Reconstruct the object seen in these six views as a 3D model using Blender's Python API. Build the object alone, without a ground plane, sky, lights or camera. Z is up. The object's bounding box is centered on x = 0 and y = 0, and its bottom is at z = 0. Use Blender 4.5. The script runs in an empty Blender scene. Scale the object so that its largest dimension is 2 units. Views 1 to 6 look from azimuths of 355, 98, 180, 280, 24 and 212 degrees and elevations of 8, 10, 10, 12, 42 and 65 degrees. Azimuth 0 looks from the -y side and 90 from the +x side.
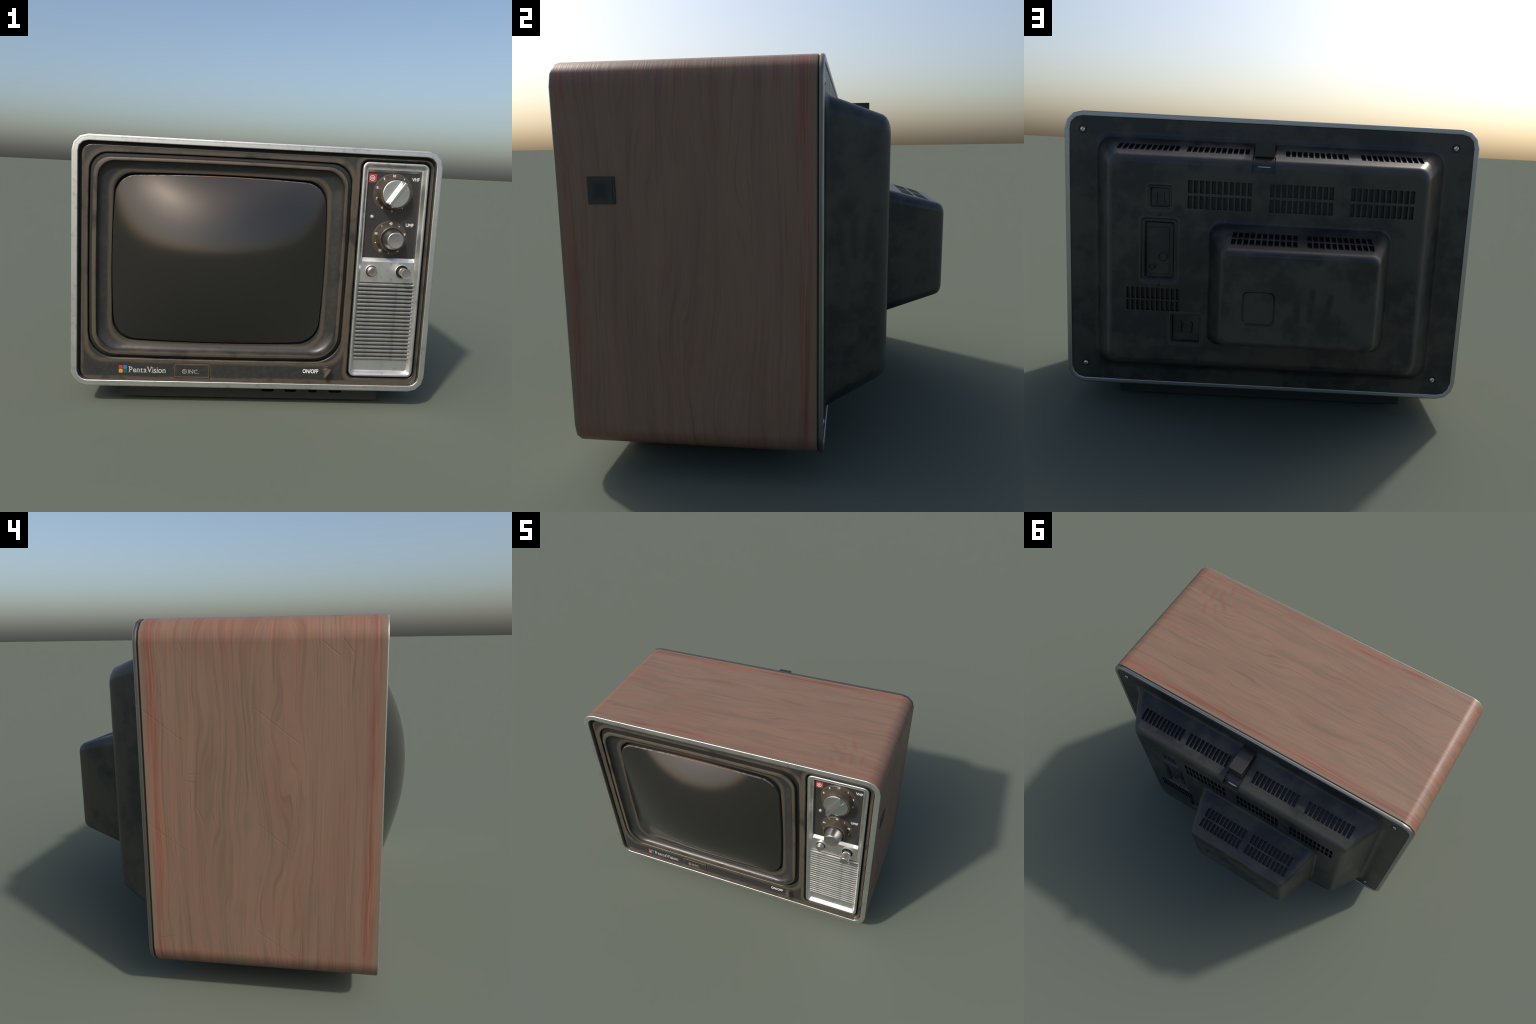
"""A worn wood-veneer portable television of the seventies, built part by part.
Metres, z up, front of the set towards -y.  All meshes are modelled in the
set's own frame (origin under the middle of the cabinet)."""
import bpy, bmesh, math
from mathutils import Vector, Matrix

# ---------------------------------------------------------------- dimensions
HALF_W = 1.0                       # cabinet half width
Z0, Z1 = 0.111, 1.484              # cabinet bottom and top
Y_FRONT, Y_BACK = -0.640, 0.268    # faces of the front trim and the rear rim
CORNER = 0.088                     # cabinet corner radius
Y_PLATE = -0.624                   # face of the dark bezel plate

scene = bpy.context.scene
root_coll = scene.collection


# =================================================================== nodes
class Nodes:
    """Small helper to write node graphs as expressions."""

    def __init__(self, name):
        self.mat = bpy.data.materials.new(name)
        self.mat.use_nodes = True
        self.t = self.mat.node_tree
        self.t.nodes.clear()
        self.out = self.t.nodes.new('ShaderNodeOutputMaterial')
        self.b = self.t.nodes.new('ShaderNodeBsdfPrincipled')
        self.t.links.new(self.b.outputs[0], self.out.inputs[0])
        co = self.t.nodes.new('ShaderNodeTexCoord')
        self.P = co.outputs['Object']
        self.N = co.outputs['Normal']
        s = self.t.nodes.new('ShaderNodeSeparateXYZ')
        self.t.links.new(self.P, s.inputs[0])
        self.x, self.y, self.z = s.outputs

    def put(self, sock, v):
        if isinstance(v, bpy.types.NodeSocket):
            self.t.links.new(v, sock)
        else:
            if sock.type == 'RGBA' and len(v) == 3:
                v = (*v, 1)
            sock.default_value = v

    def m(self, op, a, b=0.0, c=0.0, clamp=False):
        n = self.t.nodes.new('ShaderNodeMath')
        n.operation = op
        n.use_clamp = clamp
        for i, v in enumerate((a, b, c)):
            self.put(n.inputs[i], v)
        return n.outputs[0]

    def add(self, a, b): return self.m('ADD', a, b)
    def sub(self, a, b): return self.m('SUBTRACT', a, b)
    def mul(self, a, b): return self.m('MULTIPLY', a, b)
    def mx(self, a, b): return self.m('MAXIMUM', a, b)
    def mn(self, a, b): return self.m('MINIMUM', a, b)
    def abs(self, a): return self.m('ABSOLUTE', a)

    def step(self, v, a, b):
        """0 below a, 1 above b, smooth between (a may be above b)."""
        n = self.t.nodes.new('ShaderNodeMapRange')
        n.interpolation_type = 'SMOOTHSTEP'
        inv = a > b
        self.put(n.inputs[0], v)
        n.inputs[1].default_value = min(a, b)
        n.inputs[2].default_value = max(a, b)
        n.inputs[3].default_value = 1.0 if inv else 0.0
        n.inputs[4].default_value = 0.0 if inv else 1.0
        return n.outputs[0]

    def band(self, v, a, b, c, d):
        return self.mul(self.step(v, a, b), self.step(v, d, c))

    def vec(self, x, y, z):
        n = self.t.nodes.new('ShaderNodeCombineXYZ')
        for i, v in enumerate((x, y, z)):
            self.put(n.inputs[i], v)
        return n.outputs[0]

    def scaled(self, v, s, off=(0, 0, 0)):
        n = self.t.nodes.new('ShaderNodeMapping')
        self.put(n.inputs[0], v)
        n.inputs['Scale'].default_value = s
        n.inputs['Location'].default_value = off
        return n.outputs[0]

    def noise(self, v, scale, detail=3.0, rough=0.55, dist=0.0):
        n = self.t.nodes.new('ShaderNodeTexNoise')
        self.put(n.inputs['Vector'], v)
        n.inputs['Scale'].default_value = scale
        n.inputs['Detail'].default_value = detail
        n.inputs['Roughness'].default_value = rough
        n.inputs['Distortion'].default_value = dist
        return n.outputs[0]

    def mix(self, f, a, b):
        n = self.t.nodes.new('ShaderNodeMix')
        n.data_type = 'RGBA'
        self.put(n.inputs[0], f)
        self.put(n.inputs[6], a)
        self.put(n.inputs[7], b)
        return n.outputs[2]

    def capsule(self, px, py, a, b, r0, r1):
        """1 on the segment a-b (in the px,py plane), 0 beyond r1."""
        dx, dy = b[0] - a[0], b[1] - a[1]
        l2 = dx * dx + dy * dy
        ux, uy = self.sub(px, a[0]), self.sub(py, a[1])
        h = self.m('ADD', self.mul(ux, dx / l2), self.mul(uy, dy / l2), clamp=True)
        ex = self.m('MULTIPLY_ADD', h, -dx, ux)
        ey = self.m('MULTIPLY_ADD', h, -dy, uy)
        d2 = self.m('MULTIPLY_ADD', ex, ex, self.mul(ey, ey))
        return self.step(self.m('SQRT', d2), r1, r0)

    def box(self, px, pz, x0, x1, z0, z1, r):
        """signed distance to a rounded rectangle in the px,pz plane."""
        cx, cz = (x0 + x1) / 2, (z0 + z1) / 2
        qx = self.sub(self.abs(self.sub(px, cx)), (x1 - x0) / 2 - r)
        qz = self.sub(self.abs(self.sub(pz, cz)), (z1 - z0) / 2 - r)
        ox, oz = self.mx(qx, 0.0), self.mx(qz, 0.0)
        o = self.m('SQRT', self.m('MULTIPLY_ADD', ox, ox, self.mul(oz, oz)))
        return self.sub(self.add(o, self.mn(self.mx(qx, qz), 0.0)), r)

    def bump(self, h, strength, dist, normal=None):
        n = self.t.nodes.new('ShaderNodeBump')
        n.inputs['Strength'].default_value = strength
        n.inputs['Distance'].default_value = dist
        self.put(n.inputs['Height'], h)
        if normal is not None:
            self.put(n.inputs['Normal'], normal)
        return n.outputs[0]

    def done(self, color, rough, metal=0.0, spec=0.5, normal=None, **kw):
        self.put(self.b.inputs['Base Color'], color)
        self.put(self.b.inputs['Roughness'], rough)
        self.put(self.b.inputs['Metallic'], metal)
        self.put(self.b.inputs['Specular IOR Level'], spec)
        if normal is not None:
            self.put(self.b.inputs['Normal'], normal)
        for k, v in kw.items():
            self.put(self.b.inputs[k.replace('_', ' ')], v)
        return self.mat


def wood_material():
    n = Nodes('wood_veneer')
    x, y, z = n.x, n.y, n.z
    # grain runs round the cabinet: stretched along x and z, tight along y
    warp = n.noise(n.scaled(n.P, (0.9, 3.4, 0.9)), 1.3, 1.0)
    warp2 = n.noise(n.scaled(n.P, (2.6, 10.0, 2.6), (3, 1, 7)), 1.3, 1.0)
    heart = n.step(n.abs(n.add(y, 0.19)), 0.36, 0.10)          # cathedral figure along the middle
    bend = n.m('MULTIPLY_ADD', heart, 0.10, 0.07)
    yy = n.add(n.m('MULTIPLY_ADD', n.sub(warp, 0.5), bend, y),
               n.mul(n.sub(warp2, 0.5), n.m('MULTIPLY_ADD', heart, 0.035, 0.018)))
    def grain(along, across, detail=2.0, off=0.0):
        return n.noise(n.vec(n.m('MULTIPLY_ADD', x, along, off), n.mul(yy, across), n.mul(z, along)), 1.0, detail, 0.6)
    fine = grain(2.0, 120.0, 2.0)
    mid = grain(1.5, 58.0, 3.0, 3.0)
    big = grain(1.6, 15.0, 3.0, 7.0)
    lines = grain(2.6, 88.0, 1.0, 5.0)
    patch = n.noise(n.scaled(n.P, (3.0, 7.0, 3.0), (5, 2, 1)), 1.6, 3.0)
    col = n.mix(n.step(big, 0.30, 0.64), WOOD_OLIVE, WOOD_TAN)
    col = n.mix(n.mul(n.step(mid, 0.46, 0.66), 0.55), col, WOOD_PINK)
    col = n.mix(n.mul(n.step(mid, 0.48, 0.30), 0.34), col, WOOD_DARK)
    col = n.mix(n.mul(n.step(lines, 0.36, 0.27), 0.42), col, WOOD_DARK)
    col = n.mix(n.mul(n.step(fine, 0.47, 0.30), 0.36), col, WOOD_DARK)
    col = n.mix(n.mul(n.step(patch, 0.54, 0.72), 0.32), col, WOOD_GREY)
    col = n.mix(n.mul(n.step(n.noise(n.scaled(n.P, (1.3, 3.0, 1.3), (2, 8, 5)), 1.5, 3.0), 0.50, 0.68), 0.40), col, WOOD_RED_SOFT)
    # redder where the lacquer is unworn: near the front, the back and the corners
    dy = n.mn(n.add(y, 0.640), n.sub(0.250, y))
    side = n.mn(n.sub(1.484, z), n.sub(z, 0.111))      # from top / bottom
    ends = n.sub(1.0, n.abs(x))
    corner = n.mx(side, ends)
    jag = n.noise(n.vec(n.mul(x, 2.2), n.mul(y, 34.0), n.mul(z, 2.2)), 1.0, 3.0)
    jag = n.mul(n.sub(jag, 0.5), 0.22)
    e1 = n.mul(n.step(n.add(dy, n.mul(jag, 0.30)), 0.080, 0.040), n.step(n.add(dy, n.mul(jag, 0.15)), 0.016, 0.034))
    e2 = n.mul(n.step(n.add(corner, jag), 0.15, 0.05), 0.50)
    red = n.mx(e1, e2)
    rtone = n.mix(n.step(mid, 0.38, 0.62), WOOD_RED, WOOD_ORANGE)
    rtone = n.mix(n.mul(n.step(fine, 0.58, 0.42), 0.55), rtone, WOOD_RED_DARK)
    blot = n.noise(n.vec(n.mul(x, 3.0), n.mul(y, 18.0), n.mul(z, 3.0)), 1.0, 2.0)
    col = n.mix(n.mul(red, n.step(blot, 0.30, 0.62)), col, rtone)
    # greyed raw edge
    col = n.mix(n.mul(n.step(dy, 0.026, 0.006), 0.7), col, WOOD_EDGE)

    # finger smears and scratches
    top = n.step(z, 1.47, 1.482)
    left = n.step(x, -0.985, -0.997)
    right = n.step(x, 0.985, 0.997)
    smear = None
    for a, b in (((.846, -.512), (.835, -.440)), ((.787, -.518), (.768, -.428)), ((.735, -.526), (.716, -.460)),
                 ((.691, -.572), (.674, -.522)), ((.783, -.401), (.743, -.309)), ((.723, -.403), (.666, -.334)),
                 ((.688, -.443), (.630, -.385))):
        c = n.capsule(x, y, a, b, 0.008, 0.016)
        smear = c if smear is None else n.mx(smear, c)
    smear = n.mul(n.mul(smear, top), n.step(patch, 0.25, 0.6))
    col = n.mix(n.mul(smear, 0.50), col, WOOD_RED)
    scr = None
    def scratches(px, py, mask, segs, r):
        nonlocal scr
        acc = None
        for a, b in segs:
            c = n.capsule(px, py, a, b, r * 0.25, r)
            acc = c if acc is None else n.mx(acc, c)
        acc = n.mul(acc, mask)
        scr = acc if scr is None else n.mx(scr, acc)
    scratches(x, y, top, (((.426, -.457), (.230, -.373)), ((.005, -.457), (-.160, -.385)), ((-.428, -.454), (-.623, -.371)),
                          ((.846, -.020), (.661, .060)), ((.363, 0), (.257, .050)), ((.002, -.028), (-.110, .023)),
                          ((-.434, -.025), (-.628, .054))), 0.0035)
    scratches(y, z, left, (((.095, 1.403), (.082, 1.364)), ((-.420, 1.394), (-.476, 1.348)), ((-.488, 1.404), (-.525, 1.354)),
                           ((.047, .785), (.024, .735)), ((-.010, .768), (-.020, .722)), ((.072, .914), (.035, .918)),
                           ((.088, .890), (.057, .884)), ((.212, .243), (.171, .253))), 0.0045)
    scratches(y, z, left, (((-.298, 1.379), (-.282, 1.333)), ((.166, 1.302), (.218, 1.173)), ((.245, 1.156), (.091, 1.040)),
                           ((-.175, 1.165), (-.341, 1.037)), ((.243, .721), (.089, .608)), ((-.179, .737), (-.306, .636)),
                           ((.131, .520), (.169, .426)), ((-.178, .299), (-.338, .184))), 0.0026)
    scratches(y, z, right, (((-.151, .500), (-.096, .511)), ((-.180, .462), (-.130, .461)), ((-.375, .486), (-.449, .315))), 0.003)
    col = n.mix(n.mul(scr, 0.10), col, WOOD_DARK)
    h = n.sub(n.add(n.mul(fine, 0.5), n.mul(mid, 0.5)), n.mul(scr, 0.30))
    nor = n.bump(h, 0.45, 0.0025)
    rough = n.add(0.43, n.mul(n.sub(patch, 0.5), 0.16))
    return n.done(col, rough, spec=0.32, normal=nor)


WOOD_TAN = (0.200, 0.126, 0.087)
WOOD_OLIVE = (0.166, 0.109, 0.075)
WOOD_PINK = (0.212, 0.122, 0.085)
WOOD_DARK = (0.108, 0.069, 0.048)
WOOD_GREY = (0.130, 0.100, 0.076)
WOOD_RED_SOFT = (0.200, 0.100, 0.070)
WOOD_RED = (0.190, 0.080, 0.055)
WOOD_ORANGE = (0.255, 0.115, 0.074)
WOOD_RED_DARK = (0.120, 0.052, 0.041)
WOOD_EDGE = (0.175, 0.128, 0.092)
BLACKISH = (0.022, 0.022, 0.021)
BROWN = (0.082, 0.065, 0.046)


def metal_material(name='brushed_metal', base=(0.68, 0.68, 0.66), rough=0.41, dirt_amount=0.35):
    n = Nodes(name)
    a = n.noise(n.P, 7.0, 3.0)
    dirt = n.noise(n.P, 26.0, 5.0, 0.65)
    col = n.mix(n.step(dirt, 0.50, 0.80), base, tuple(c * (1 - dirt_amount) for c in base))
    r = n.add(rough, n.mul(n.sub(a, 0.5), 0.14))
    return n.done(col, r, metal=1.0, normal=n.bump(a, 0.05, 0.004))


def rim_material():
    """bright on the back face, tarnished brown along the outer side"""
    n = Nodes('tarnished_rim')
    a = n.noise(n.P, 9.0, 4.0)
    side = n.step(n.add(n.y, n.mul(n.sub(a, 0.5), 0.006)), 0.2650, 0.2632)
    col = n.mix(side, (0.44, 0.45, 0.46), (0.22, 0.195, 0.165))
    return n.done(col, n.add(0.36, n.mul(side, 0.12)), metal=1.0, normal=n.bump(a, 0.05, 0.004))


def plain_material(name, color, rough=0.5, metal=0.0, spec=0.5, var=0.25, scale=12.0):
    n = Nodes(name)
    a = n.noise(n.P, scale, 4.0)
    col = n.mix(n.step(a, 0.35, 0.7), color, tuple(c * (1 - var) for c in color))
    return n.done(col, n.add(rough, n.mul(n.sub(a, 0.5), 0.12)), metal=metal, spec=spec)


def bezel_material(name='bezel_plastic', kind='plate'):
    """dark moulded plastic rubbed to brown along its edges"""
    n = Nodes(name)
    big = n.noise(n.P, 7.0, 4.0, 0.6)
    streak = n.noise(n.scaled(n.P, (2.0, 2.0, 16.0)), 2.0, 3.0)
    fine = n.noise(n.P, 60.0, 3.0)
    if kind == 'plate':
        dg = n.box(n.x, n.z, -.911, .506, .270, 1.396, .10)
        dp = n.box(n.x, n.z, .556, .934, .190, 1.414, .03)
        wob = n.mul(n.sub(big, 0.5), 0.030)
        near_g = n.band(n.add(dg, wob), -0.004, 0.004, 0.014, 0.036)
        near_p = n.band(n.add(dp, wob), 0.010, 0.017, 0.026, 0.040)
        bottom = n.step(n.add(n.z, wob), 0.172, 0.160)
        leftedge = n.step(n.add(n.x, n.mul(wob, 1.0)), -0.928, -0.944)
        badge = n.band(n.abs(n.box(n.x, n.z, -.432, -.234, .164, .245, .004)), -1.0, 0.0, 0.004, 0.012)
        tan = n.mx(n.mx(near_g, near_p), n.mx(bottom, n.mx(leftedge, n.mul(badge, 0.6))))
        tan = n.mul(tan, n.step(big, 0.25, 0.50))
        dark = n.step(dp, 0.012, 0.004)  # ambient occlusion painted as a dark band round the control panel
    else:
        dF = n.box(n.x, n.z, -.868, .468, .310, 1.359, .10)
        dE = n.box(n.x, n.z, -.794, .387, .356, 1.305, .11)
        wob = n.mul(n.sub(big, 0.5), 0.016)
        ringt = n.step(n.add(dF, wob), -0.008, 0.002)
        lip = n.band(n.add(dE, wob), -0.010, -0.002, 0.008, 0.022)
        tan = n.mx(n.mul(ringt, n.step(big, 0.25, 0.5)), n.mx(n.mul(lip, 0.75), n.mul(n.step(big, 0.48, 0.75), 0.30)))
        dark = 0.0
    col = n.mix(n.step(fine, 0.4, 0.7), BLACKISH, (0.030, 0.030, 0.029))
    col = n.mix(n.mul(tan, 0.85), col, BROWN)
    col = n.mix(n.mul(dark, 0.9), col, (0.008, 0.008, 0.008))
    rough = n.add(0.36, n.mul(n.sub(big, 0.5), 0.22))
    return n.done(col, rough, spec=0.5, normal=n.bump(big, 0.08, 0.004))


def back_material():
    """black moulded back, dusty brown on the flats, with finger smears"""
    n = Nodes('rear_plastic')
    big = n.noise(n.P, 3.2, 5.0, 0.62)
    blot = n.noise(n.P, 9.0, 5.0, 0.65)
    grain = n.noise(n.P, 210.0, 2.0)
    col = n.mix(n.step(n.add(n.mul(big, 0.6), n.mul(blot, 0.4)), 0.43, 0.56), (0.015, 0.016, 0.017), (0.045, 0.041, 0.033))
    # brown rubbed borders round the pressed recesses and along the shoulders
    rub = None
    for q in ((.437, .540, 1.056, 1.159), (.409, .569, .717, 1.008), (.290, .431, .424, .564)):
        e = n.band(n.box(n.x, n.z, *q, .012), -0.008, 0.0, 0.008, 0.020)
        rub = e if rub is None else n.mx(rub, e)
    rub = n.mul(rub, n.step(n.y, 0.455, 0.470))
    sh = n.band(n.add(n.box(n.x, n.z, -.722, .722, .320, 1.284, .05), n.mul(n.sub(blot, 0.5), 0.03)), -0.020, -0.004, 0.006, 0.030)
    sh2 = n.band(n.add(n.box(n.x, n.z, -.486, .178, .515, .927, .035), n.mul(n.sub(blot, 0.5), 0.03)), -0.016, -0.004, 0.006, 0.022)
    rub = n.mx(rub, n.mx(n.mul(sh, n.step(n.y, 0.40, 0.45)), n.mul(sh2, n.step(n.y, 0.66, 0.72))))
    col = n.mix(n.mul(rub, 0.50), col, (0.066, 0.058, 0.046))
    smear = None
    for a, b in (((-.148, .748), (-.151, .640)), ((-.211, .768), (-.206, .644)), ((-.288, .748), (-.262, .632))):
        c = n.capsule(n.x, n.z, a, b, 0.004, 0.024)
        smear = c if smear is None else n.mx(smear, c)
    smear = n.mul(smear, n.step(n.y, 0.72, 0.75))
    s2 = None
    for a, b in (((.315, .90), (.325, .78)), ((.365, .93), (.368, .80)), ((.425, .93), (.410, .78))):
        c = n.capsule(n.y, n.z, a, b, 0.002, 0.020)
        s2 = c if s2 is None else n.mx(s2, c)
    s2 = n.mul(s2, n.step(n.x, 0.60, 0.66))
    col = n.mix(n.mul(n.mx(smear, n.mul(s2, 0.6)), n.step(blot, 0.32, 0.60)), col, (0.010, 0.012, 0.013))
    rough = n.add(0.39, n.mul(n.sub(blot, 0.5), 0.24))
    return n.done(col, rough, spec=0.5, normal=n.bump(grain, 0.30, 0.0015))


def screen_material():
    n = Nodes('picture_tube_glass')
    d = n.noise(n.P, 5.0, 4.0)
    rough = n.add(0.165, n.mul(n.sub(d, 0.5), 0.05))
    return n.done((0.0128, 0.0126, 0.0125), rough, spec=0.85, IOR=1.5, Specular_Tint=(1.0, 0.93, 0.84))


MAT = {}


def build_materials():
    MAT['wood'] = wood_material()
    MAT['metal'] = metal_material()
    MAT['chrome'] = metal_material('knob_metal', (0.68, 0.68, 0.665), 0.28, 0.10)
    MAT['rim'] = rim_material()
    MAT['slat'] = metal_material('grille_metal', (0.56, 0.56, 0.545), 0.42)
    MAT['knurl'] = metal_material('knurled_metal', (0.50, 0.48, 0.465), 0.36)
    MAT['plate'] = bezel_material()
    MAT['surround'] = bezel_material('surround_plastic', 'ring')
    MAT['groove'] = plain_material('groove_shadow_plastic', (0.010, 0.010, 0.009), 0.5)  # coloured near black for the occlusion shadow in the groove
    MAT['gap'] = plain_material('seam_black', (0.004, 0.004, 0.004), 0.7)
    MAT['panel'] = plain_material('dial_panel_plastic', (0.030, 0.029, 0.028), 0.38, var=0.2, scale=8)
    MAT['dial'] = plain_material('dial_brown_plastic', (0.070, 0.055, 0.041), 0.40, var=0.35, scale=20)
    MAT['dial_edge'] = plain_material('dial_worn_edge', (0.125, 0.098, 0.070), 0.42)
    MAT['stud'] = plain_material('stud_pearl', (0.55, 0.54, 0.53), 0.20, metal=0.7, var=0.1)
    MAT['screen'] = screen_material()
    n = Nodes('tube_rim_top_lightened')
    f = n.noise(n.P, 55.0, 3.0)
    c = n.mix(n.step(f, 0.4, 0.65), (0.20, 0.18, 0.16), (0.07, 0.063, 0.055))
    redm = n.band(n.x, -.36, -.33, .05, .09)
    c = n.mix(n.mul(redm, 0.8), c, (0.17, 0.075, 0.048))
    c = n.mix(n.step(n.z, 1.22, 1.27), (0.018, 0.018, 0.017), c)  # pale tone kept to the top edge, near black elsewhere
    MAT['rim_glass'] = n.done(c, 0.45)
    MAT['back'] = back_material()
    MAT['slot'] = plain_material('vent_hollow', (0.008, 0.009, 0.012), 0.45, var=0.3, scale=60)
    MAT['stand'] = plain_material('stand_plastic', (0.022, 0.021, 0.019), 0.5)
    n = Nodes('pad_rubber')
    d = n.box(n.y, n.z, -.526, -.438, 1.009, 1.101, .02)
    c = n.mix(n.step(n.add(d, n.mul(n.sub(n.noise(n.P, 40.0), 0.5), 0.02)), -0.034, -0.008), (0.020, 0.022, 0.022), (0.040, 0.039, 0.033))  # centre painted darker to give the pad its dished shading
    MAT['pad'] = n.done(c, 0.6, spec=0.3)
    MAT['white'] = plain_material('print_white', (0.72, 0.72, 0.70), 0.5, var=0.15, scale=40)
    MAT['silver_print'] = plain_material('print_silver', (0.50, 0.49, 0.47), 0.45, var=0.15, scale=40)
    MAT['grey_print'] = plain_material('print_grey', (0.30, 0.30, 0.29), 0.5, var=0.2, scale=40)
    MAT['red'] = plain_material('print_red', (0.37, 0.045, 0.047), 0.5, var=0.15, scale=30)
    MAT['logo_red'] = plain_material('print_logo_red', (0.42, 0.028, 0.024), 0.5, var=0.1)
    MAT['logo_blue'] = plain_material('print_logo_blue', (0.030, 0.145, 0.42), 0.5, var=0.1)
    MAT['logo_yellow'] = plain_material('print_logo_yellow', (0.46, 0.28, 0.022), 0.5, var=0.1)
    MAT['logo_green'] = plain_material('print_logo_green', (0.030, 0.075, 0.026), 0.5, var=0.1)
    MAT['slat_gap'] = plain_material('grille_gap_brown', (0.040, 0.030, 0.022), 0.6)  # backing darkened for the brown shadow between slats
    MAT['switch'] = plain_material('switch_brown', (0.085, 0.068, 0.050), 0.35, var=0.4, scale=40)


# =================================================================== geometry
ROOT = None


def add_object(name, mesh, parent=None, mats=(), smooth=35.0, weighted=True):
    ob = bpy.data.objects.new(name, mesh)
    root_coll.objects.link(ob)
    ob.parent = parent if parent is not None else ROOT
    for m in mats:
        mesh.materials.append(m)
    if smooth is not None:
        mesh.shade_smooth()
        mesh.set_sharp_from_angle(angle=math.radians(smooth))
        if weighted:
            w = ob.modifiers.new('weighted', 'WEIGHTED_NORMAL')
            w.keep_sharp = True
            w.weight = 60
    return ob


def rrect(x0, x1, z0, z1, r, seg=6, bow=0.0, side=1):
    """Rounded rectangle, counter-clockwise seen from the front (-y).
    r: one radius or (bottom right, top right, top left, bottom left)."""
    if not isinstance(r, (tuple, list)):
        r = (r,) * 4
    cs = ((x1 - r[0], z0 + r[0], -90, r[0]), (x1 - r[1], z1 - r[1], 0, r[1]),
          (x0 + r[2], z1 - r[2], 90, r[2]), (x0 + r[3], z0 + r[3], 180, r[3]))
    pts = []
    for cx, cz, a0, rr in cs:
        for i in range(seg + 1):
            a = math.radians(a0 + 90 * i / seg)
            pts.append((cx + rr * math.cos(a), cz + rr * math.sin(a)))
    if side > 1:                       # subdivide the straight sides
        out = []
        m = seg + 1
        for k in range(4):
            out += pts[k * m:(k + 1) * m]
            a, b = pts[k * m + seg], pts[((k + 1) * m) % len(pts)]
            out += [(a[0] + (b[0] - a[0]) * j / side, a[1] + (b[1] - a[1]) * j / side) for j in range(1, side)]
        pts = out
    if bow:
        cx, cz, hx, hz = (x0 + x1) / 2, (z0 + z1) / 2, (x1 - x0) / 2, (z1 - z0) / 2
        o = []
        for px, pz in pts:
            u, v = (px - cx) / hx, (pz - cz) / hz
            o.append((px - bow * u * v * v, pz - bow * v * u * u))
        pts = o
    return pts


def circle(cx, cz, r, seg=32):
    return [(cx + r * math.cos(2 * math.pi * i / seg), cz + r * math.sin(2 * math.pi * i / seg)) for i in range(seg)]


def loft(sections, cap0=False, cap1=False, mat_of=None):
    """sections: list of (loop of (x, z), y).  Loops share their point count."""
    bm = bmesh.new()
    rows = [[bm.verts.new((p[0], y, p[1])) for p in loop] for loop, y in sections]
    n = len(rows[0])
    for k in range(len(rows) - 1):
        for i in range(n):
            j = (i + 1) % n
            f = bm.faces.new((rows[k][i], rows[k + 1][i], rows[k + 1][j], rows[k][j]))
            if mat_of:
                f.material_index = mat_of[k]
    if cap0:
        f = bm.faces.new(rows[0])
        if mat_of:
            f.material_index = mat_of[0]
    if cap1:
        f = bm.faces.new(list(reversed(rows[-1])))
        if mat_of:
            f.material_index = mat_of[-1]
    bmesh.ops.recalc_face_normals(bm, faces=bm.faces)
    me = bpy.data.meshes.new('loft')
    bm.to_mesh(me)
    bm.free()
    return me


def filled_plate(outer, holes, y_front, thick, bevel=0.0):
    """flat plate with holes and rounded edges, from a filled curve"""
    cu = bpy.data.curves.new('plate', 'CURVE')
    cu.dimensions = '2D'
    cu.fill_mode = 'BOTH'
    for loop in [outer] + list(holes):
        sp = cu.splines.new('POLY')
        sp.points.add(len(loop) - 1)
        for p, q in zip(sp.points, loop):
            p.co = (q[0], q[1], 0, 1)
        sp.use_cyclic_u = True
    cu.extrude = max(thick / 2 - bevel, 0.0)
    cu.bevel_depth = bevel
    cu.bevel_resolution = 2
    cu.offset = -bevel
    half = cu.extrude + bevel
    ob = bpy.data.objects.new('plate_tmp', cu)
    me = curve_to_mesh(ob)
    me.transform(Matrix(((1, 0, 0, 0), (0, 0, -1, y_front + half), (0, 1, 0, 0), (0, 0, 0, 1))))
    return me


def curve_to_mesh(ob):
    root_coll.objects.link(ob)
    dg = bpy.context.evaluated_depsgraph_get()
    me = bpy.data.meshes.new_from_object(ob.evaluated_get(dg), depsgraph=dg)
    cu = ob.data
    bpy.data.objects.remove(ob)
    bpy.data.curves.remove(cu)
    return me


def lathe(profile, centre, seg=32, ridge=0.0, ridges=0):
    """Revolve (radius, y) pairs about the y axis through centre=(x, z)."""
    secs = []
    for r, y in profile:
        loop = []
        for i in range(seg):
            a = 2 * math.pi * i / seg
            rr = r
            if ridges and r > 0.012:
                rr = r * (1 + ridge * (1 if (i * ridges * 2 // seg) % 2 else -1))
            loop.append((centre[0] + rr * math.cos(a), centre[1] + rr * math.sin(a)))
        secs.append((loop, y))
    return loft(secs, cap0=True, cap1=True)


def box_mesh(x0, x1, y0, y1, z0, z1, bevel=0.0, seg=2):
    bm = bmesh.new()
    bmesh.ops.create_cube(bm, size=1.0)
    for v in bm.verts:
        v.co = Vector(((x0 + x1) / 2 + v.co.x * (x1 - x0), (y0 + y1) / 2 + v.co.y * (y1 - y0), (z0 + z1) / 2 + v.co.z * (z1 - z0)))
    if bevel:
        bmesh.ops.bevel(bm, geom=bm.edges[:], offset=bevel, segments=seg, profile=0.5, affect='EDGES')
    me = bpy.data.meshes.new('box')
    bm.to_mesh(me)
    bm.free()
    return me


def join(meshes):
    bm = bmesh.new()
    for me in meshes:
        bm.from_mesh(me)
        bpy.data.meshes.remove(me)
    out = bpy.data.meshes.new('joined')
    bm.to_mesh(out)
    bm.free()
    return out


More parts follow.
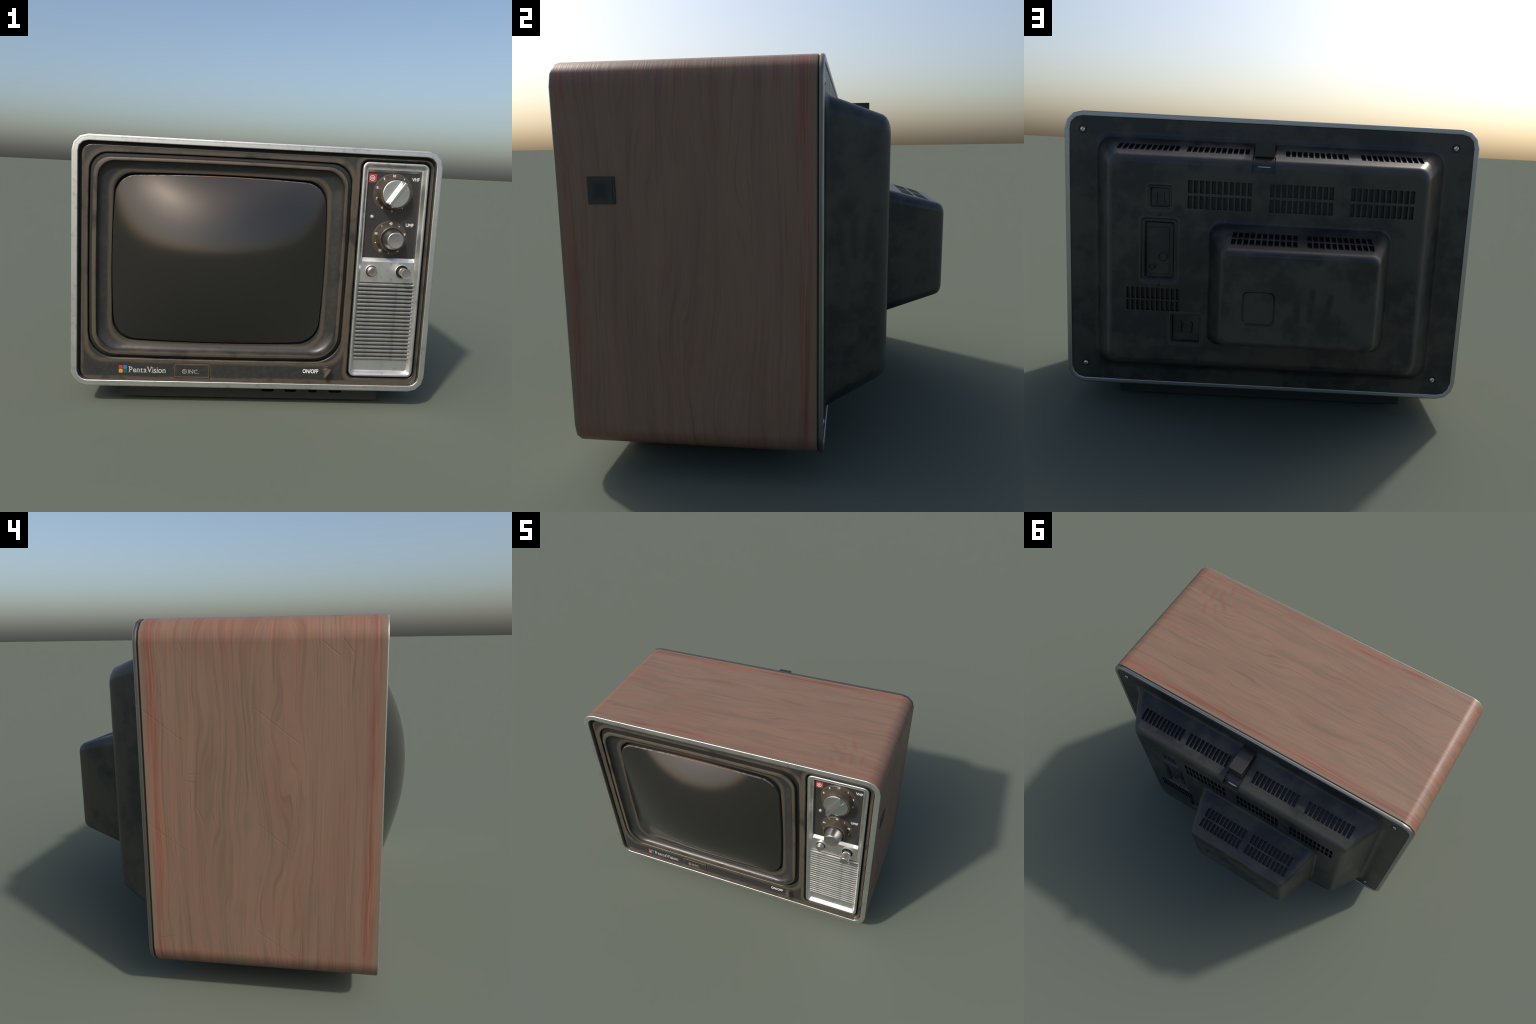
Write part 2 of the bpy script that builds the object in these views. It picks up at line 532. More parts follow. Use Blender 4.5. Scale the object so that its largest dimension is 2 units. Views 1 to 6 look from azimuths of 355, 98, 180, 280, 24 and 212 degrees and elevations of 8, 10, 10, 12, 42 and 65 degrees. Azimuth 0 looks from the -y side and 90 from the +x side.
def cut(ob, cutters, mat):
    """boolean-subtract the joined cutter meshes; cut faces take `mat`"""
    me = join(cutters)
    me.materials.append(mat)
    c = bpy.data.objects.new('cutter', me)
    root_coll.objects.link(c)
    mods = [(m.name, m.type) for m in ob.modifiers]
    ob.modifiers.clear()
    b = ob.modifiers.new('cut', 'BOOLEAN')
    b.operation = 'DIFFERENCE'
    b.solver = 'EXACT'
    b.material_mode = 'TRANSFER'
    b.object = c
    dg = bpy.context.evaluated_depsgraph_get()
    new = bpy.data.meshes.new_from_object(ob.evaluated_get(dg), depsgraph=dg)
    ob.modifiers.clear()
    old = ob.data
    ob.data = new
    bpy.data.meshes.remove(old)
    bpy.data.objects.remove(c)
    bpy.data.meshes.remove(me)
    new.shade_smooth()
    new.set_sharp_from_angle(angle=math.radians(35))
    w = ob.modifiers.new('weighted', 'WEIGHTED_NORMAL')
    w.keep_sharp = True
    w.weight = 60


def text_mesh(body, x, z, height, y, width=None, align='LEFT', thick=0.0012, bold=0.0):
    """flat raised lettering facing the front; height = cap height"""
    cu = bpy.data.curves.new('text', 'FONT')
    cu.body = body
    cu.align_x = align
    cu.extrude = thick / 2
    cu.offset = bold
    cu.size = 1.0
    cu.resolution_u = 4
    ob = bpy.data.objects.new('text_tmp', cu)
    me = curve_to_mesh(ob)
    xs = [v.co.x for v in me.vertices]
    zs = [v.co.y for v in me.vertices]
    w = max(xs) - min(xs)
    s = height / 0.70
    sx = width / w if width else s
    x_off = {'LEFT': min(xs), 'CENTER': (min(xs) + max(xs)) / 2}[align]
    z_off = (min(zs) + max(zs)) / 2 if align == 'CENTER' else 0.0
    for v in me.vertices:
        cx, cy, cz = v.co
        v.co = (x + (cx - x_off) * sx, y - (cz + thick / 2), z + (cy - z_off) * s)
    return me


def wedge_bar(length, w_base, w_top, height, end_slope=0.0):
    """prism along local x, standing towards -y; trapezoid section, bevelled"""
    bm = bmesh.new()
    L = length / 2
    vs = []
    for sx in (-1, 1):
        for w, h, dl in ((w_base / 2, 0.0, 0.0), (w_top / 2, height, end_slope)):
            for sz in (-1, 1):
                vs.append(bm.verts.new((sx * (L - dl), -h, sz * w)))
    a = vs
    for f in ((0, 1, 3, 2), (4, 6, 7, 5), (0, 2, 6, 4), (1, 5, 7, 3), (2, 3, 7, 6), (0, 4, 5, 1)):
        bm.faces.new([a[i] for i in f])
    bmesh.ops.recalc_face_normals(bm, faces=bm.faces)
    bmesh.ops.bevel(bm, geom=bm.edges[:], offset=min(0.0022, w_top * 0.3), segments=2, profile=0.5, affect='EDGES')
    me = bpy.data.meshes.new('bar')
    bm.to_mesh(me)
    bm.free()
    return me


# =================================================================== parts
def build_cabinet():
    def loop(d, seg=3):
        return rrect(-HALF_W + d, HALF_W - d, Z0 + d, Z1 - d, max(CORNER - d, 0.01), seg)
    # wooden sleeve: outer skin, rounded lips, inner skin
    me = loft([(loop(0.028), -0.60), (loop(0.028), -0.632), (loop(0.0020), -0.6372), (loop(0.0005), -0.6350),
               (loop(0.0005), 0.2440), (loop(0.004), 0.2475), (loop(0.020), 0.2475), (loop(0.020), 0.20)])
    add_object('wooden_cabinet', me, mats=[MAT['wood']], smooth=40)

    # metal trim round the front opening
    prof = ((0.0035, -0.6340), (0.0012, -0.6370), (0.0016, -0.6388), (0.0045, -0.6403), (0.0120, -0.6408), (0.0140, -0.6400), (0.0160, -0.6408),
            (0.030, -0.6412), (0.0334, -0.6404), (0.0345, -0.6385), (0.0345, -0.600))
    me = loft([(loop(d), y) for d, y in prof])
    add_object('front_trim', me, mats=[MAT['metal']], smooth=50)
    # dark liner behind the trim
    me = filled_plate(rrect(-.968, .968, .142, 1.45, .06), [inset(C_PLATE, -.004), rrect(.555, .935, .188, 1.416, .03, 4)], -0.604, 0.01)
    add_object('front_liner', me, mats=[MAT['gap']], smooth=None)

    # seam and metal rim at the back
    me = loft([(loop(0.006), 0.240), (loop(0.006), 0.256)])
    add_object('rear_seam', me, mats=[MAT['gap']], smooth=40)
    prof = ((0.006, 0.2515), (0.001, 0.2525), (0.0, 0.2560), (0.0002, 0.2630), (0.0014, 0.2646), (0.0048, 0.2678), (0.0070, 0.2684), (0.021, 0.2684), (0.0245, 0.2660), (0.0255, 0.2620), (0.0255, 0.245))
    me = loft([(loop(d), y) for d, y in prof])
    add_object('rear_rim', me, mats=[MAT['rim']], smooth=50)

    # small dark pad on the right side
    me = box_mesh(0.990, 1.0035, -.5265, -.428, 1.0085, 1.1015, 0.0025)
    pad = add_object('side_pad', me, bpy.data.objects['wooden_cabinet'], mats=[MAT['pad']], smooth=40)
    cut(pad, [dish_cutter((1.0490, -.481, 1.055), 0.046)], MAT['pad'])
    me = box_mesh(1.0030, 1.0040, -.4375, -.4360, 1.0105, 1.0995)
    add_object('pad_seam', me, pad, mats=[MAT['gap']], smooth=None)


def dish_cutter(c, r):
    bm = bmesh.new()
    bmesh.ops.create_uvsphere(bm, u_segments=32, v_segments=16, radius=r)
    bmesh.ops.translate(bm, verts=bm.verts, vec=c)
    me = bpy.data.meshes.new('dish')
    bm.to_mesh(me)
    bm.free()
    return me


SEG, SIDE = 10, 12
# contours of the screen opening, from the plate edge inwards
C_PLATE = dict(x0=-.913, x1=.509, z0=.268, z1=1.398, r=(.150, .110, .095, .140), bow=.006)
C_RING_OUT = dict(x0=-.892, x1=.488, z0=.288, z1=1.377, r=(.140, .105, .090, .130), bow=.007)
C_RING_IN = dict(x0=-.868, x1=.468, z0=.310, z1=1.359, r=(.135, .105, .085, .120), bow=.008)
C_COVE = dict(x0=-.794, x1=.387, z0=.356, z1=1.305, r=(.115, .110, .100, .115), bow=.014)
C_TUBE = dict(x0=-.781, x1=.377, z0=.372, z1=1.289, r=(.115, .110, .100, .115), bow=.018)


def contour(c):
    return rrect(c['x0'], c['x1'], c['z0'], c['z1'], c['r'], SEG, c['bow'], SIDE)


def blend(a, b, t):
    return [(p[0] + (q[0] - p[0]) * t, p[1] + (q[1] - p[1]) * t) for p, q in zip(contour(a), contour(b))]


def inset(c, d):
    e = dict(c)
    e.update(x0=c['x0'] + d, x1=c['x1'] - d, z0=c['z0'] + d, z1=c['z1'] - d, r=tuple(max(v - d, .01) for v in c['r']))
    return contour(e)


def build_bezel():
    plate = filled_plate(rrect(-.949, .960, .1436, 1.434, .055, 6),
                         [contour(C_PLATE), rrect(.550, .940, .184, 1.421, .040, 6)], Y_PLATE, 0.03, 0.006)
    bezel = add_object('bezel', plate, mats=[MAT['plate']], smooth=45)

    secs = [(contour(C_PLATE), -.600), (inset(C_PLATE, .004), -.611), (inset(C_PLATE, .012), -.613),
            (inset(C_RING_OUT, -.003), -.613), (contour(C_RING_OUT), -.630), (inset(C_RING_OUT, .003), -.6365),
            (blend(C_RING_OUT, C_RING_IN, .45), -.6385), (inset(C_RING_IN, -.004), -.6395), (contour(C_RING_IN), -.6385)]
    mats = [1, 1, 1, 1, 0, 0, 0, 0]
    # cove: steep at the ring, flattening towards the tube
    for i in range(1, 13):
        a = math.pi / 2 * i / 12
        secs.append((blend(C_RING_IN, C_COVE, 1 - math.cos(a)), -.6365 + .0355 * math.sin(a)))
        mats.append(0)
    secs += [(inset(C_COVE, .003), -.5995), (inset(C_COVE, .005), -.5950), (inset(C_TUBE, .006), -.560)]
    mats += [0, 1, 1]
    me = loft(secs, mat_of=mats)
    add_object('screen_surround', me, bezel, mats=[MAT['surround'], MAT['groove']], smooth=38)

    # brown sill closing the plate against the lower trim
    me = box_mesh(-.925, .925, -.6375, -.612, .1415, .1495, .0025, 2)
    add_object('bezel_sill', me, bezel, mats=[MAT['dial']], smooth=40)

    # name badge let into the plate
    me = filled_plate(rrect(-.430, -.236, .166, .243, .004, 3), [], Y_PLATE - .0040, 0.008, 0.0026)
    badge = add_object('name_badge', me, bezel, mats=[MAT['plate']], smooth=45)
    me = filled_plate(rrect(-.4355, -.232, .162, .2475, .004, 3), [rrect(-.4305, -.2355, .1655, .2435, .004, 3)], Y_PLATE - .0004, 0.004)
    add_object('badge_seam', me, bezel, mats=[MAT['gap']], smooth=None)

    me = filled_plate(rrect(-.4305, -.2355, .1655, .2435, .004, 3), [rrect(-.4275, -.2385, .1685, .2405, .002, 3)], Y_PLATE - .0050, 0.006, 0.0008)
    add_object('badge_rim', me, bezel, mats=[MAT['dial_edge']], smooth=45)

    # printed marks
    yp = Y_PLATE - .0002
    marks = (('logo_red', -.739, -.7175, .2075, .228), ('logo_blue', -.7145, -.694, .2075, .228),
             ('logo_yellow', -.739, -.7175, .185, .2055), ('logo_green', -.7145, -.694, .185, .2055))
    for key, x0, x1, z0, z1 in marks:
        add_object('logo_square', filled_plate(rrect(x0, x1, z0, z1, .003, 3), [], yp - .001, .002), bezel, mats=[MAT[key]], smooth=None)
    add_object('brand_lettering', serif_word('PentaVision', -.682, .1885, .0325, yp, .201), bezel, mats=[MAT['silver_print']], smooth=None)
    yb = Y_PLATE - .0042
    add_object('badge_lettering', serif_word('INC.', -.354, .1895, .0215, yb, .058), bezel, mats=[MAT['grey_print']], smooth=None)
    add_object('badge_mark', ring_mark(-.3755, .2005, .0132, yb), bezel, mats=[MAT['grey_print']], smooth=None)
    add_object('switch_lettering', text_mesh('ON/OFF', .294, .2055, .0225, yp, .090, bold=.022), bezel, mats=[MAT['white']], smooth=None)

    # on/off switch
    cx, cz = .432, .224
    sw = add_object('power_switch', join([lathe([(.026, -.615), (.0255, -.6265), (.0225, -.6275), (.0215, -.6235)], (cx, cz)),
                                          lathe([(.0195, -.620), (.0195, -.649), (.0175, -.651), (.010, -.651)], (cx - .002, cz - .002))]),
                    None, mats=[MAT['switch']], smooth=40)
    add_object('switch_dark_ring', lathe([(.0285, Y_PLATE + .001), (.0280, Y_PLATE - .0012), (.0255, Y_PLATE - .0014)], (cx, cz), 40), sw, mats=[MAT['gap']], smooth=40)
    bar = wedge_bar(.056, .017, .009, .018)
    bar.transform(Matrix.Translation((cx - .001, -.649, cz - .008)) @ Matrix.Rotation(-math.radians(57), 4, 'Y'))
    add_object('switch_lever', bar, sw, mats=[MAT['switch']], smooth=40)


def ring_mark(cx, cz, r, y):
    """circle with a small square frame inside"""
    a = filled_plate(circle(cx, cz, r, 28), [circle(cx, cz, r * .80, 28)], y - .001, .0018)
    s = r * .40
    b = filled_plate(rrect(cx - s, cx + s, cz - s, cz + s, .0008, 2), [rrect(cx - s * .55, cx + s * .55, cz - s * .55, cz + s * .55, .0004, 2)], y - .001, .0018)
    return join([a, b])


# feet of the roman letters: (offset inside the letter 0..1, 'b'ottom or 't'op)
SERIFS = {'P': ((.13, 'b'), (.06, 't')), 'n': ((.16, 'b'), (.86, 'b')), 't': (), 'V': ((.10, 't'), (.90, 't')),
          'i': ((.5, 'b'),), 'I': ((.5, 'b'), (.5, 't')), 'N': ((.12, 'b'), (.12, 't'), (.88, 't')), 'a': ((.90, 'b'),)}


def serif_word(word, x, z, cap, y, width):
    """lettering with slab feet added to the plain built-in face"""
    parts, pen = [], 0.0
    s = cap / .70
    adv = []
    for ch in word:
        me = text_mesh(ch, 0, 0, cap, y)
        xs = [v.co.x for v in me.vertices]
        adv.append((me, max(xs) - min(xs)))
    gap = cap * .12
    total = sum(w for _, w in adv) + gap * (len(word) - 1)
    k = width / total
    for ch, (me, w) in zip(word, adv):
        top = max(v.co.z for v in me.vertices)
        if ch in 'n':
            top = cap * .74
        feet = []
        for fx, side in SERIFS.get(ch, ()):
            zz = 0.0 if side == 'b' else top
            hw = cap * (.16 if ch not in 'iI' else .22)
            hh = cap * .045
            feet.append(box_mesh(fx * w - hw, fx * w + hw, y - .0012, y, zz - hh if side == 't' else zz - .0, zz + (hh * 2 if side == 'b' else hh)))
        me2 = join([me] + feet)
        for v in me2.vertices:
            v.co.x = x + (pen + v.co.x) * k
            v.co.z += z
        pen += w + gap
        parts.append(me2)
    return join(parts)


def build_screen():
    c = contour(C_TUBE)
    cx, cz = (C_TUBE['x0'] + C_TUBE['x1']) / 2, (C_TUBE['z0'] + C_TUBE['z1']) / 2
    hx, hz = (C_TUBE['x1'] - C_TUBE['x0']) / 2 + .010, (C_TUBE['z1'] - C_TUBE['z0']) / 2 + .010
    edge, rise = -.611, .156
    bm = bmesh.new()

    def height(px, pz):
        u, v = (px - cx) / hx, (pz - cz) / hz
        return edge - rise * (1 - min(abs(u), 1) ** 2.1) * (1 - min(abs(v), 1) ** 2.1)
    R = 28
    rows = []
    for k in range(1, R + 1):
        t = k / R
        rows.append([bm.verts.new((cx + (p[0] - cx) * t, height(cx + (p[0] - cx) * t, cz + (p[1] - cz) * t), cz + (p[1] - cz) * t)) for p in c])
    mid = bm.verts.new((cx, height(cx, cz), cz))
    n = len(c)
    for i in range(n):
        bm.faces.new((mid, rows[0][i], rows[0][(i + 1) % n]))
        for k in range(R - 1):
            bm.faces.new((rows[k][i], rows[k + 1][i], rows[k + 1][(i + 1) % n], rows[k][(i + 1) % n]))
    # rounded shoulder, then the side wall back into the set
    last = rows[-1]
    for j, (d, dy) in enumerate(((-.0020, .0015), (-.0032, .0035), (-.0042, .0085), (-.0042, .05))):
        new = []
        for v, p in zip(last, c):
            ux, uz = (p[0] - cx) / hx, (p[1] - cz) / hz
            new.append(bm.verts.new((p[0] - d * ux, rows[-1][len(new)].co.y + dy, p[1] - d * uz)))
        for i in range(n):
            f = bm.faces.new((last[i], new[i], new[(i + 1) % n], last[(i + 1) % n]))
            f.material_index = 2 if j == 3 else 1
        last = new
    bmesh.ops.recalc_face_normals(bm, faces=bm.faces)
    me = bpy.data.meshes.new('tube')
    bm.to_mesh(me)
    bm.free()
    add_object('screen', me, mats=[MAT['screen'], MAT['rim_glass'], MAT['gap']], smooth=None)
    # smooth normals from the dome itself, so no facet shows in the glass
    me.shade_smooth()
    face_dome = 1 + n * R
    nors = []
    for k, v in enumerate(me.vertices):
        u, w = (v.co.x - cx) / hx, (v.co.z - cz) / hz
        if k < face_dome:
            gx = rise * 2.1 * math.copysign(abs(u) ** 1.1, u) * (1 - min(abs(w), 1) ** 2.1) / hx
            gz = rise * 2.1 * math.copysign(abs(w) ** 1.1, w) * (1 - min(abs(u), 1) ** 2.1) / hz
            nors.append(Vector((gx, -1, gz)).normalized())
        else:
            nors.append(Vector((u, -.25, w)).normalized())
    me.normals_split_custom_set_from_vertices(nors)


def build_control_panel():
    def frame(d, y, e=0.0):
        return (rrect(.559 + d, .931 - d, .192 + d, 1.412 - d, max(.034 - d, .008), 4), y)
    me = loft([frame(0, -.600), frame(0, -.622), frame(.002, -.6255), frame(.006, -.6270), frame(.012, -.6268), frame(.016, -.6250),
               frame(.024, -.6140), frame(.030, -.6055), frame(.0335, -.6040), frame(.0335, -.600)])
    panel = add_object('control_panel', me, mats=[MAT['metal']], smooth=40)
    # floor of the panel, with the window for the dials
    win = rrect(.5925, .8975, .858, 1.372, .005, 3)
    me = filled_plate(rrect(.590, .900, .223, 1.380, .004, 3), [win], -.6045, .010)
    add_object('panel_floor', me, panel, mats=[MAT['metal']], smooth=40)
    w2 = lambda x0, x1, z0, z1, y: (rrect(x0, x1, z0, z1, .004, 3), y)
    me = loft([w2(.5905, .8995, .854, 1.376, -.6035), w2(.5920, .8980, .857, 1.374, -.6065), w2(.5935, .8965, .862, 1.371, -.6065),
               w2(.5955, .8945, .880, 1.3575, -.5925), w2(.5955, .8945, .880, 1.3575, -.585)])
    add_object('window_frame', me, panel, mats=[MAT['metal']], smooth=40)
    me = filled_plate(rrect(.590, .900, .870, 1.368, .004, 3), [], -.5915, .006)
    add_object('dial_panel', me, panel, mats=[MAT['panel']], smooth=None)

    # loudspeaker grille
    me = filled_plate(rrect(.5835, .9055, .2865, .7420, .002, 2), [], -.6052, .004)
    add_object('grille_back', me, panel, mats=[MAT['slat_gap']], smooth=None)
    count, lo, hi = 20, .2885, .7405
    pitch = (hi - lo) / count
    prof = ((0, .0000), (-.0100, .0008), (-.0110, .0024), (-.0116, .0100), (-.0106, .0128), (-.0070, .0146), (0, .0152))
    bm = bmesh.new()
    ends = [[bm.verts.new((sx * .1600, y, z)) for y, z in prof] for sx in (-1, 1)]
    for i in range(len(prof)):
        j = (i + 1) % len(prof)
        bm.faces.new((ends[0][i], ends[0][j], ends[1][j], ends[1][i]))
    bm.faces.new(ends[0])
    bm.faces.new(list(reversed(ends[1])))
    bmesh.ops.recalc_face_normals(bm, faces=bm.faces)
    slat = bpy.data.meshes.new('slat')
    bm.to_mesh(slat)
    bm.free()
    first = add_object('grille_slat', slat, panel, mats=[MAT['slat']], smooth=30)
    for i in range(count):
        ob = first if i == 0 else first.copy()
        if i:
            root_coll.objects.link(ob)
        ob.location = (.7445, -.6045 + 0.0002 * math.sin(i * 2.4), lo + pitch * i + .0028)
        ob.rotation_euler = (0.02 * math.sin(i * 1.7), 0.0010 * math.sin(i * 3.1), 0)

    build_dials(panel)


def build_dials(panel):
    yp = -.5915
    # ---- upper channel dial
    c = (.7455, 1.244)
    ring = [(.1075, yp + .002), (.1075, yp - .0035), (.1055, yp - .0055), (.0860, yp - .0055), (.0840, yp - .003)]
    dial = add_object('channel_dial', lathe(ring, c, 64), None, mats=[MAT['dial']], smooth=40)
    me = lathe([(.092, yp - .003), (.090, yp - .020), (.0875, -.640), (.0865, -.6475), (.0845, -.6500), (.0780, -.6500), (.0765, -.648)], c, 64)
    add_object('dial_collar', me, dial, mats=[MAT['dial']], smooth=40)
    me = lathe([(.0755, -.640), (.0755, -.6535), (.0735, -.6555), (.0700, -.6560), (.030, -.6550)], c, 64)
    knob = add_object('channel_knob', me, dial, mats=[MAT['chrome']], smooth=40)
    bar = wedge_bar(.152, .041, .015, .040, .003)
    bar.transform(Matrix.Translation((c[0] - .0005, -.6545, c[1])) @ Matrix.Rotation(-math.radians(56), 4, 'Y'))
    add_object('knob_grip', bar, dial, mats=[MAT['chrome']], smooth=40)
    yt = yp - .0056
    nums = [text_mesh(str(k), c[0] + .0968 * math.sin(math.radians(36 * k)), c[1] + .0968 * math.cos(math.radians(36 * k)), .0135, yt,
                      align='CENTER', bold=.022) for k in range(1, 11)]
    add_object('dial_numerals', join(nums), dial, mats=[MAT['white']], smooth=None)
    add_object('channel_lettering', text_mesh('VHF', .848, 1.3165, .0185, yp - .0001, .042, bold=.018), panel, mats=[MAT['white']], smooth=None)

    # ---- lower fine-tuning dial
    c = (.7450, .9925)
    ring = [(.0950, yp + .002), (.0950, yp - .0035), (.0930, yp - .0055), (.0740, yp - .0055), (.0720, yp - .003)]
    dial = add_object('tuning_dial', lathe(ring, c, 64), None, mats=[MAT['dial']], smooth=40)
    me = lathe([(.0775, yp - .003), (.0750, yp - .020), (.0715, -.640), (.0700, -.6465), (.0675, -.648), (.0635, -.646), (.0625, -.636)], c, 64)
    add_object('dial_collar', me, dial, mats=[MAT['dial']], smooth=40)
    me = lathe([(.0585, -.630), (.0575, -.646), (.0470, -.7050), (.0450, -.7095), (.0420, -.7110), (.0380, -.7105), (.010, -.7090)], c, 64)
    add_object('tuning_knob', me, dial, mats=[MAT['knurl']], smooth=40)
    bits = []
    for k in range(10):
        a = math.radians(36 * k)
        px, pz = c[0] + .0842 * math.sin(a), c[1] + .0842 * math.cos(a)
        if k % 2 == 0:
            bits.append(text_mesh({0: '40', 2: '50', 4: '10', 6: '20', 8: '30'}[k], px, pz, .0125, yt, align='CENTER', bold=.022))
        else:
            bits.append(lathe([(.0030, yt + .0002), (.0030, yt - .0008)], (px, pz), 12))
    add_object('dial_numerals', join(bits), dial, mats=[MAT['white']], smooth=None)
    add_object('tuning_lettering', text_mesh('UMF', .8335, 1.0615, .0185, yp - .0001, .044, bold=.018), panel, mats=[MAT['white']], smooth=None)

    # dial seats: darker circular lips pressed into the panel
    for cc, r in (((.7455, 1.244), .1085), ((.7450, .9925), .0960)):
        me = lathe([(r + .0022, yp + .001), (r + .0020, yp - .0012), (r, yp - .0016), (r - .001, yp - .0005)], cc, 64)
        add_object('dial_seat', me, panel, mats=[MAT['dial_edge']], smooth=40)

    # pilot stud and red maker's mark
    me = lathe([(.0125, yp + .001), (.0120, yp - .003), (.0095, yp - .0075), (.0060, yp - .0100), (.0020, yp - .0110)], (.637, 1.110), 24)
    add_object('pilot_stud', me, panel, mats=[MAT['stud']], smooth=60)
    me = filled_plate(rrect(.6015, .6475, 1.3010, 1.3470, (.012, .004, .004, .004), 4), [], yp - .0012, .002)
    tag = add_object('maker_tag', me, None, mats=[MAT['red']], smooth=None)
    add_object('maker_mark', ring_mark(.6225, 1.3245, .0150, yp - .0012), tag, mats=[MAT['white']], smooth=None)

    # two small knobs below the window
    yf = -.6045
    c = (.652, .806)
    seat = lathe([(.0350, yf + .001), (.0345, yf - .0035), (.0320, yf - .0045), (.0295, yf - .003), (.0290, yf + .001)], c, 40)
    k = add_object('volume_knob', join([lathe([(.0265, yf), (.0265, -.6285), (.0250, -.631), (.0235, -.6315), (.0215, -.6330), (.0210, -.6385), (.0195, -.6400), (.010, -.6385)], c, 48)]),
                   None, mats=[MAT['knurl']], smooth=40)
    add_object('knob_seat', seat, k, mats=[MAT['metal']], smooth=40)
    add_object('knob_contact_shadow_disc', lathe([(.0305, yf), (.0305, yf - .0040), (.028, yf - .0042)], c, 40), k, mats=[MAT['gap']], smooth=40)
    add_object('knob_button', lathe([(.0165, -.638), (.0165, -.6402), (.012, -.6398), (.004, -.6392)], c, 32), k, mats=[MAT['dial_edge']], smooth=40)
    c = (.8300, .8065)
    seat = lathe([(.0420, yf + .001), (.0415, yf - .0030), (.0380, yf - .0045), (.0340, yf - .002), (.0330, yf + .001)], c, 40)
    k = add_object('contrast_knob', lathe([(.0240, yf), (.0240, yf - .020), (.0215, yf - .022), (.0215, -.6300), (.0235, -.6320), (.0255, -.6700), (.0285, -.6760), (.0285, -.6835),
                                           (.0265, -.6860), (.0230, -.6855), (.010, -.6845)], c, 96, .035, 24), None, mats=[MAT['knurl']], smooth=30)
    add_object('knob_seat', seat, k, mats=[MAT['metal']], smooth=40)
    add_object('knob_contact_shadow_disc', lathe([(.0355, yf), (.0355, yf - .0036), (.030, yf - .0038)], c, 40), k, mats=[MAT['gap']], smooth=40)


def slot_boxes(x_hi, x_lo, n, w, frame, length, depth=.016):
    """n vent cutters between x_hi and x_lo; frame maps (x, along, depth)"""
    out = []
    pitch = (x_hi - x_lo - w) / (n - 1)
    for i in range(n):
        xc = x_hi - w / 2 - pitch * i
        me = box_mesh(-w / 2, w / 2, -length / 2, length / 2, -depth, depth)
        me.transform(frame(xc))
        out.append(me)
    return out


def face_frame(y, z):
    return lambda x: Matrix.Translation((x, y, z)) @ Matrix.Rotation(math.pi / 2, 4, 'X')


def slope_frame(y, z, ang):
    return lambda x: Matrix.Translation((x, y, z)) @ Matrix.Rotation(ang, 4, 'X')


def cone_cut(x0, x1, z0, z1, y0, y1, taper, r=.006):
    """recess cutter: wide at y1 (outside), narrower at y0 (floor)"""
    return loft([(rrect(x0 + taper, x1 - taper, z0 + taper, z1 - taper, r, 3), y0), (rrect(x0, x1, z0, z1, r, 3), y1)], True, True)


def channel_cutter():
    """sunken channel for the handle catch, following the sloping shoulder"""
    line = ((.284, 1.353), (.431, 1.302), (.450, 1.293), (.463, 1.279), (.469, 1.262), (.4735, 1.244), (.478, 1.238), (.52, 1.236), (.52, 1.50), (.284, 1.50))
    bm = bmesh.new()
    ends = [[bm.verts.new((x, y, z)) for y, z in line] for x in (-.028, .078)]
    for i in range(len(line)):
        j = (i + 1) % len(line)
        bm.faces.new((ends[0][i], ends[0][j], ends[1][j], ends[1][i]))
    bm.faces.new(ends[0])
    bm.faces.new(list(reversed(ends[1])))
    bmesh.ops.recalc_face_normals(bm, faces=bm.faces)
    me = bpy.data.meshes.new('channel')
    bm.to_mesh(me)
    bm.free()
    return me


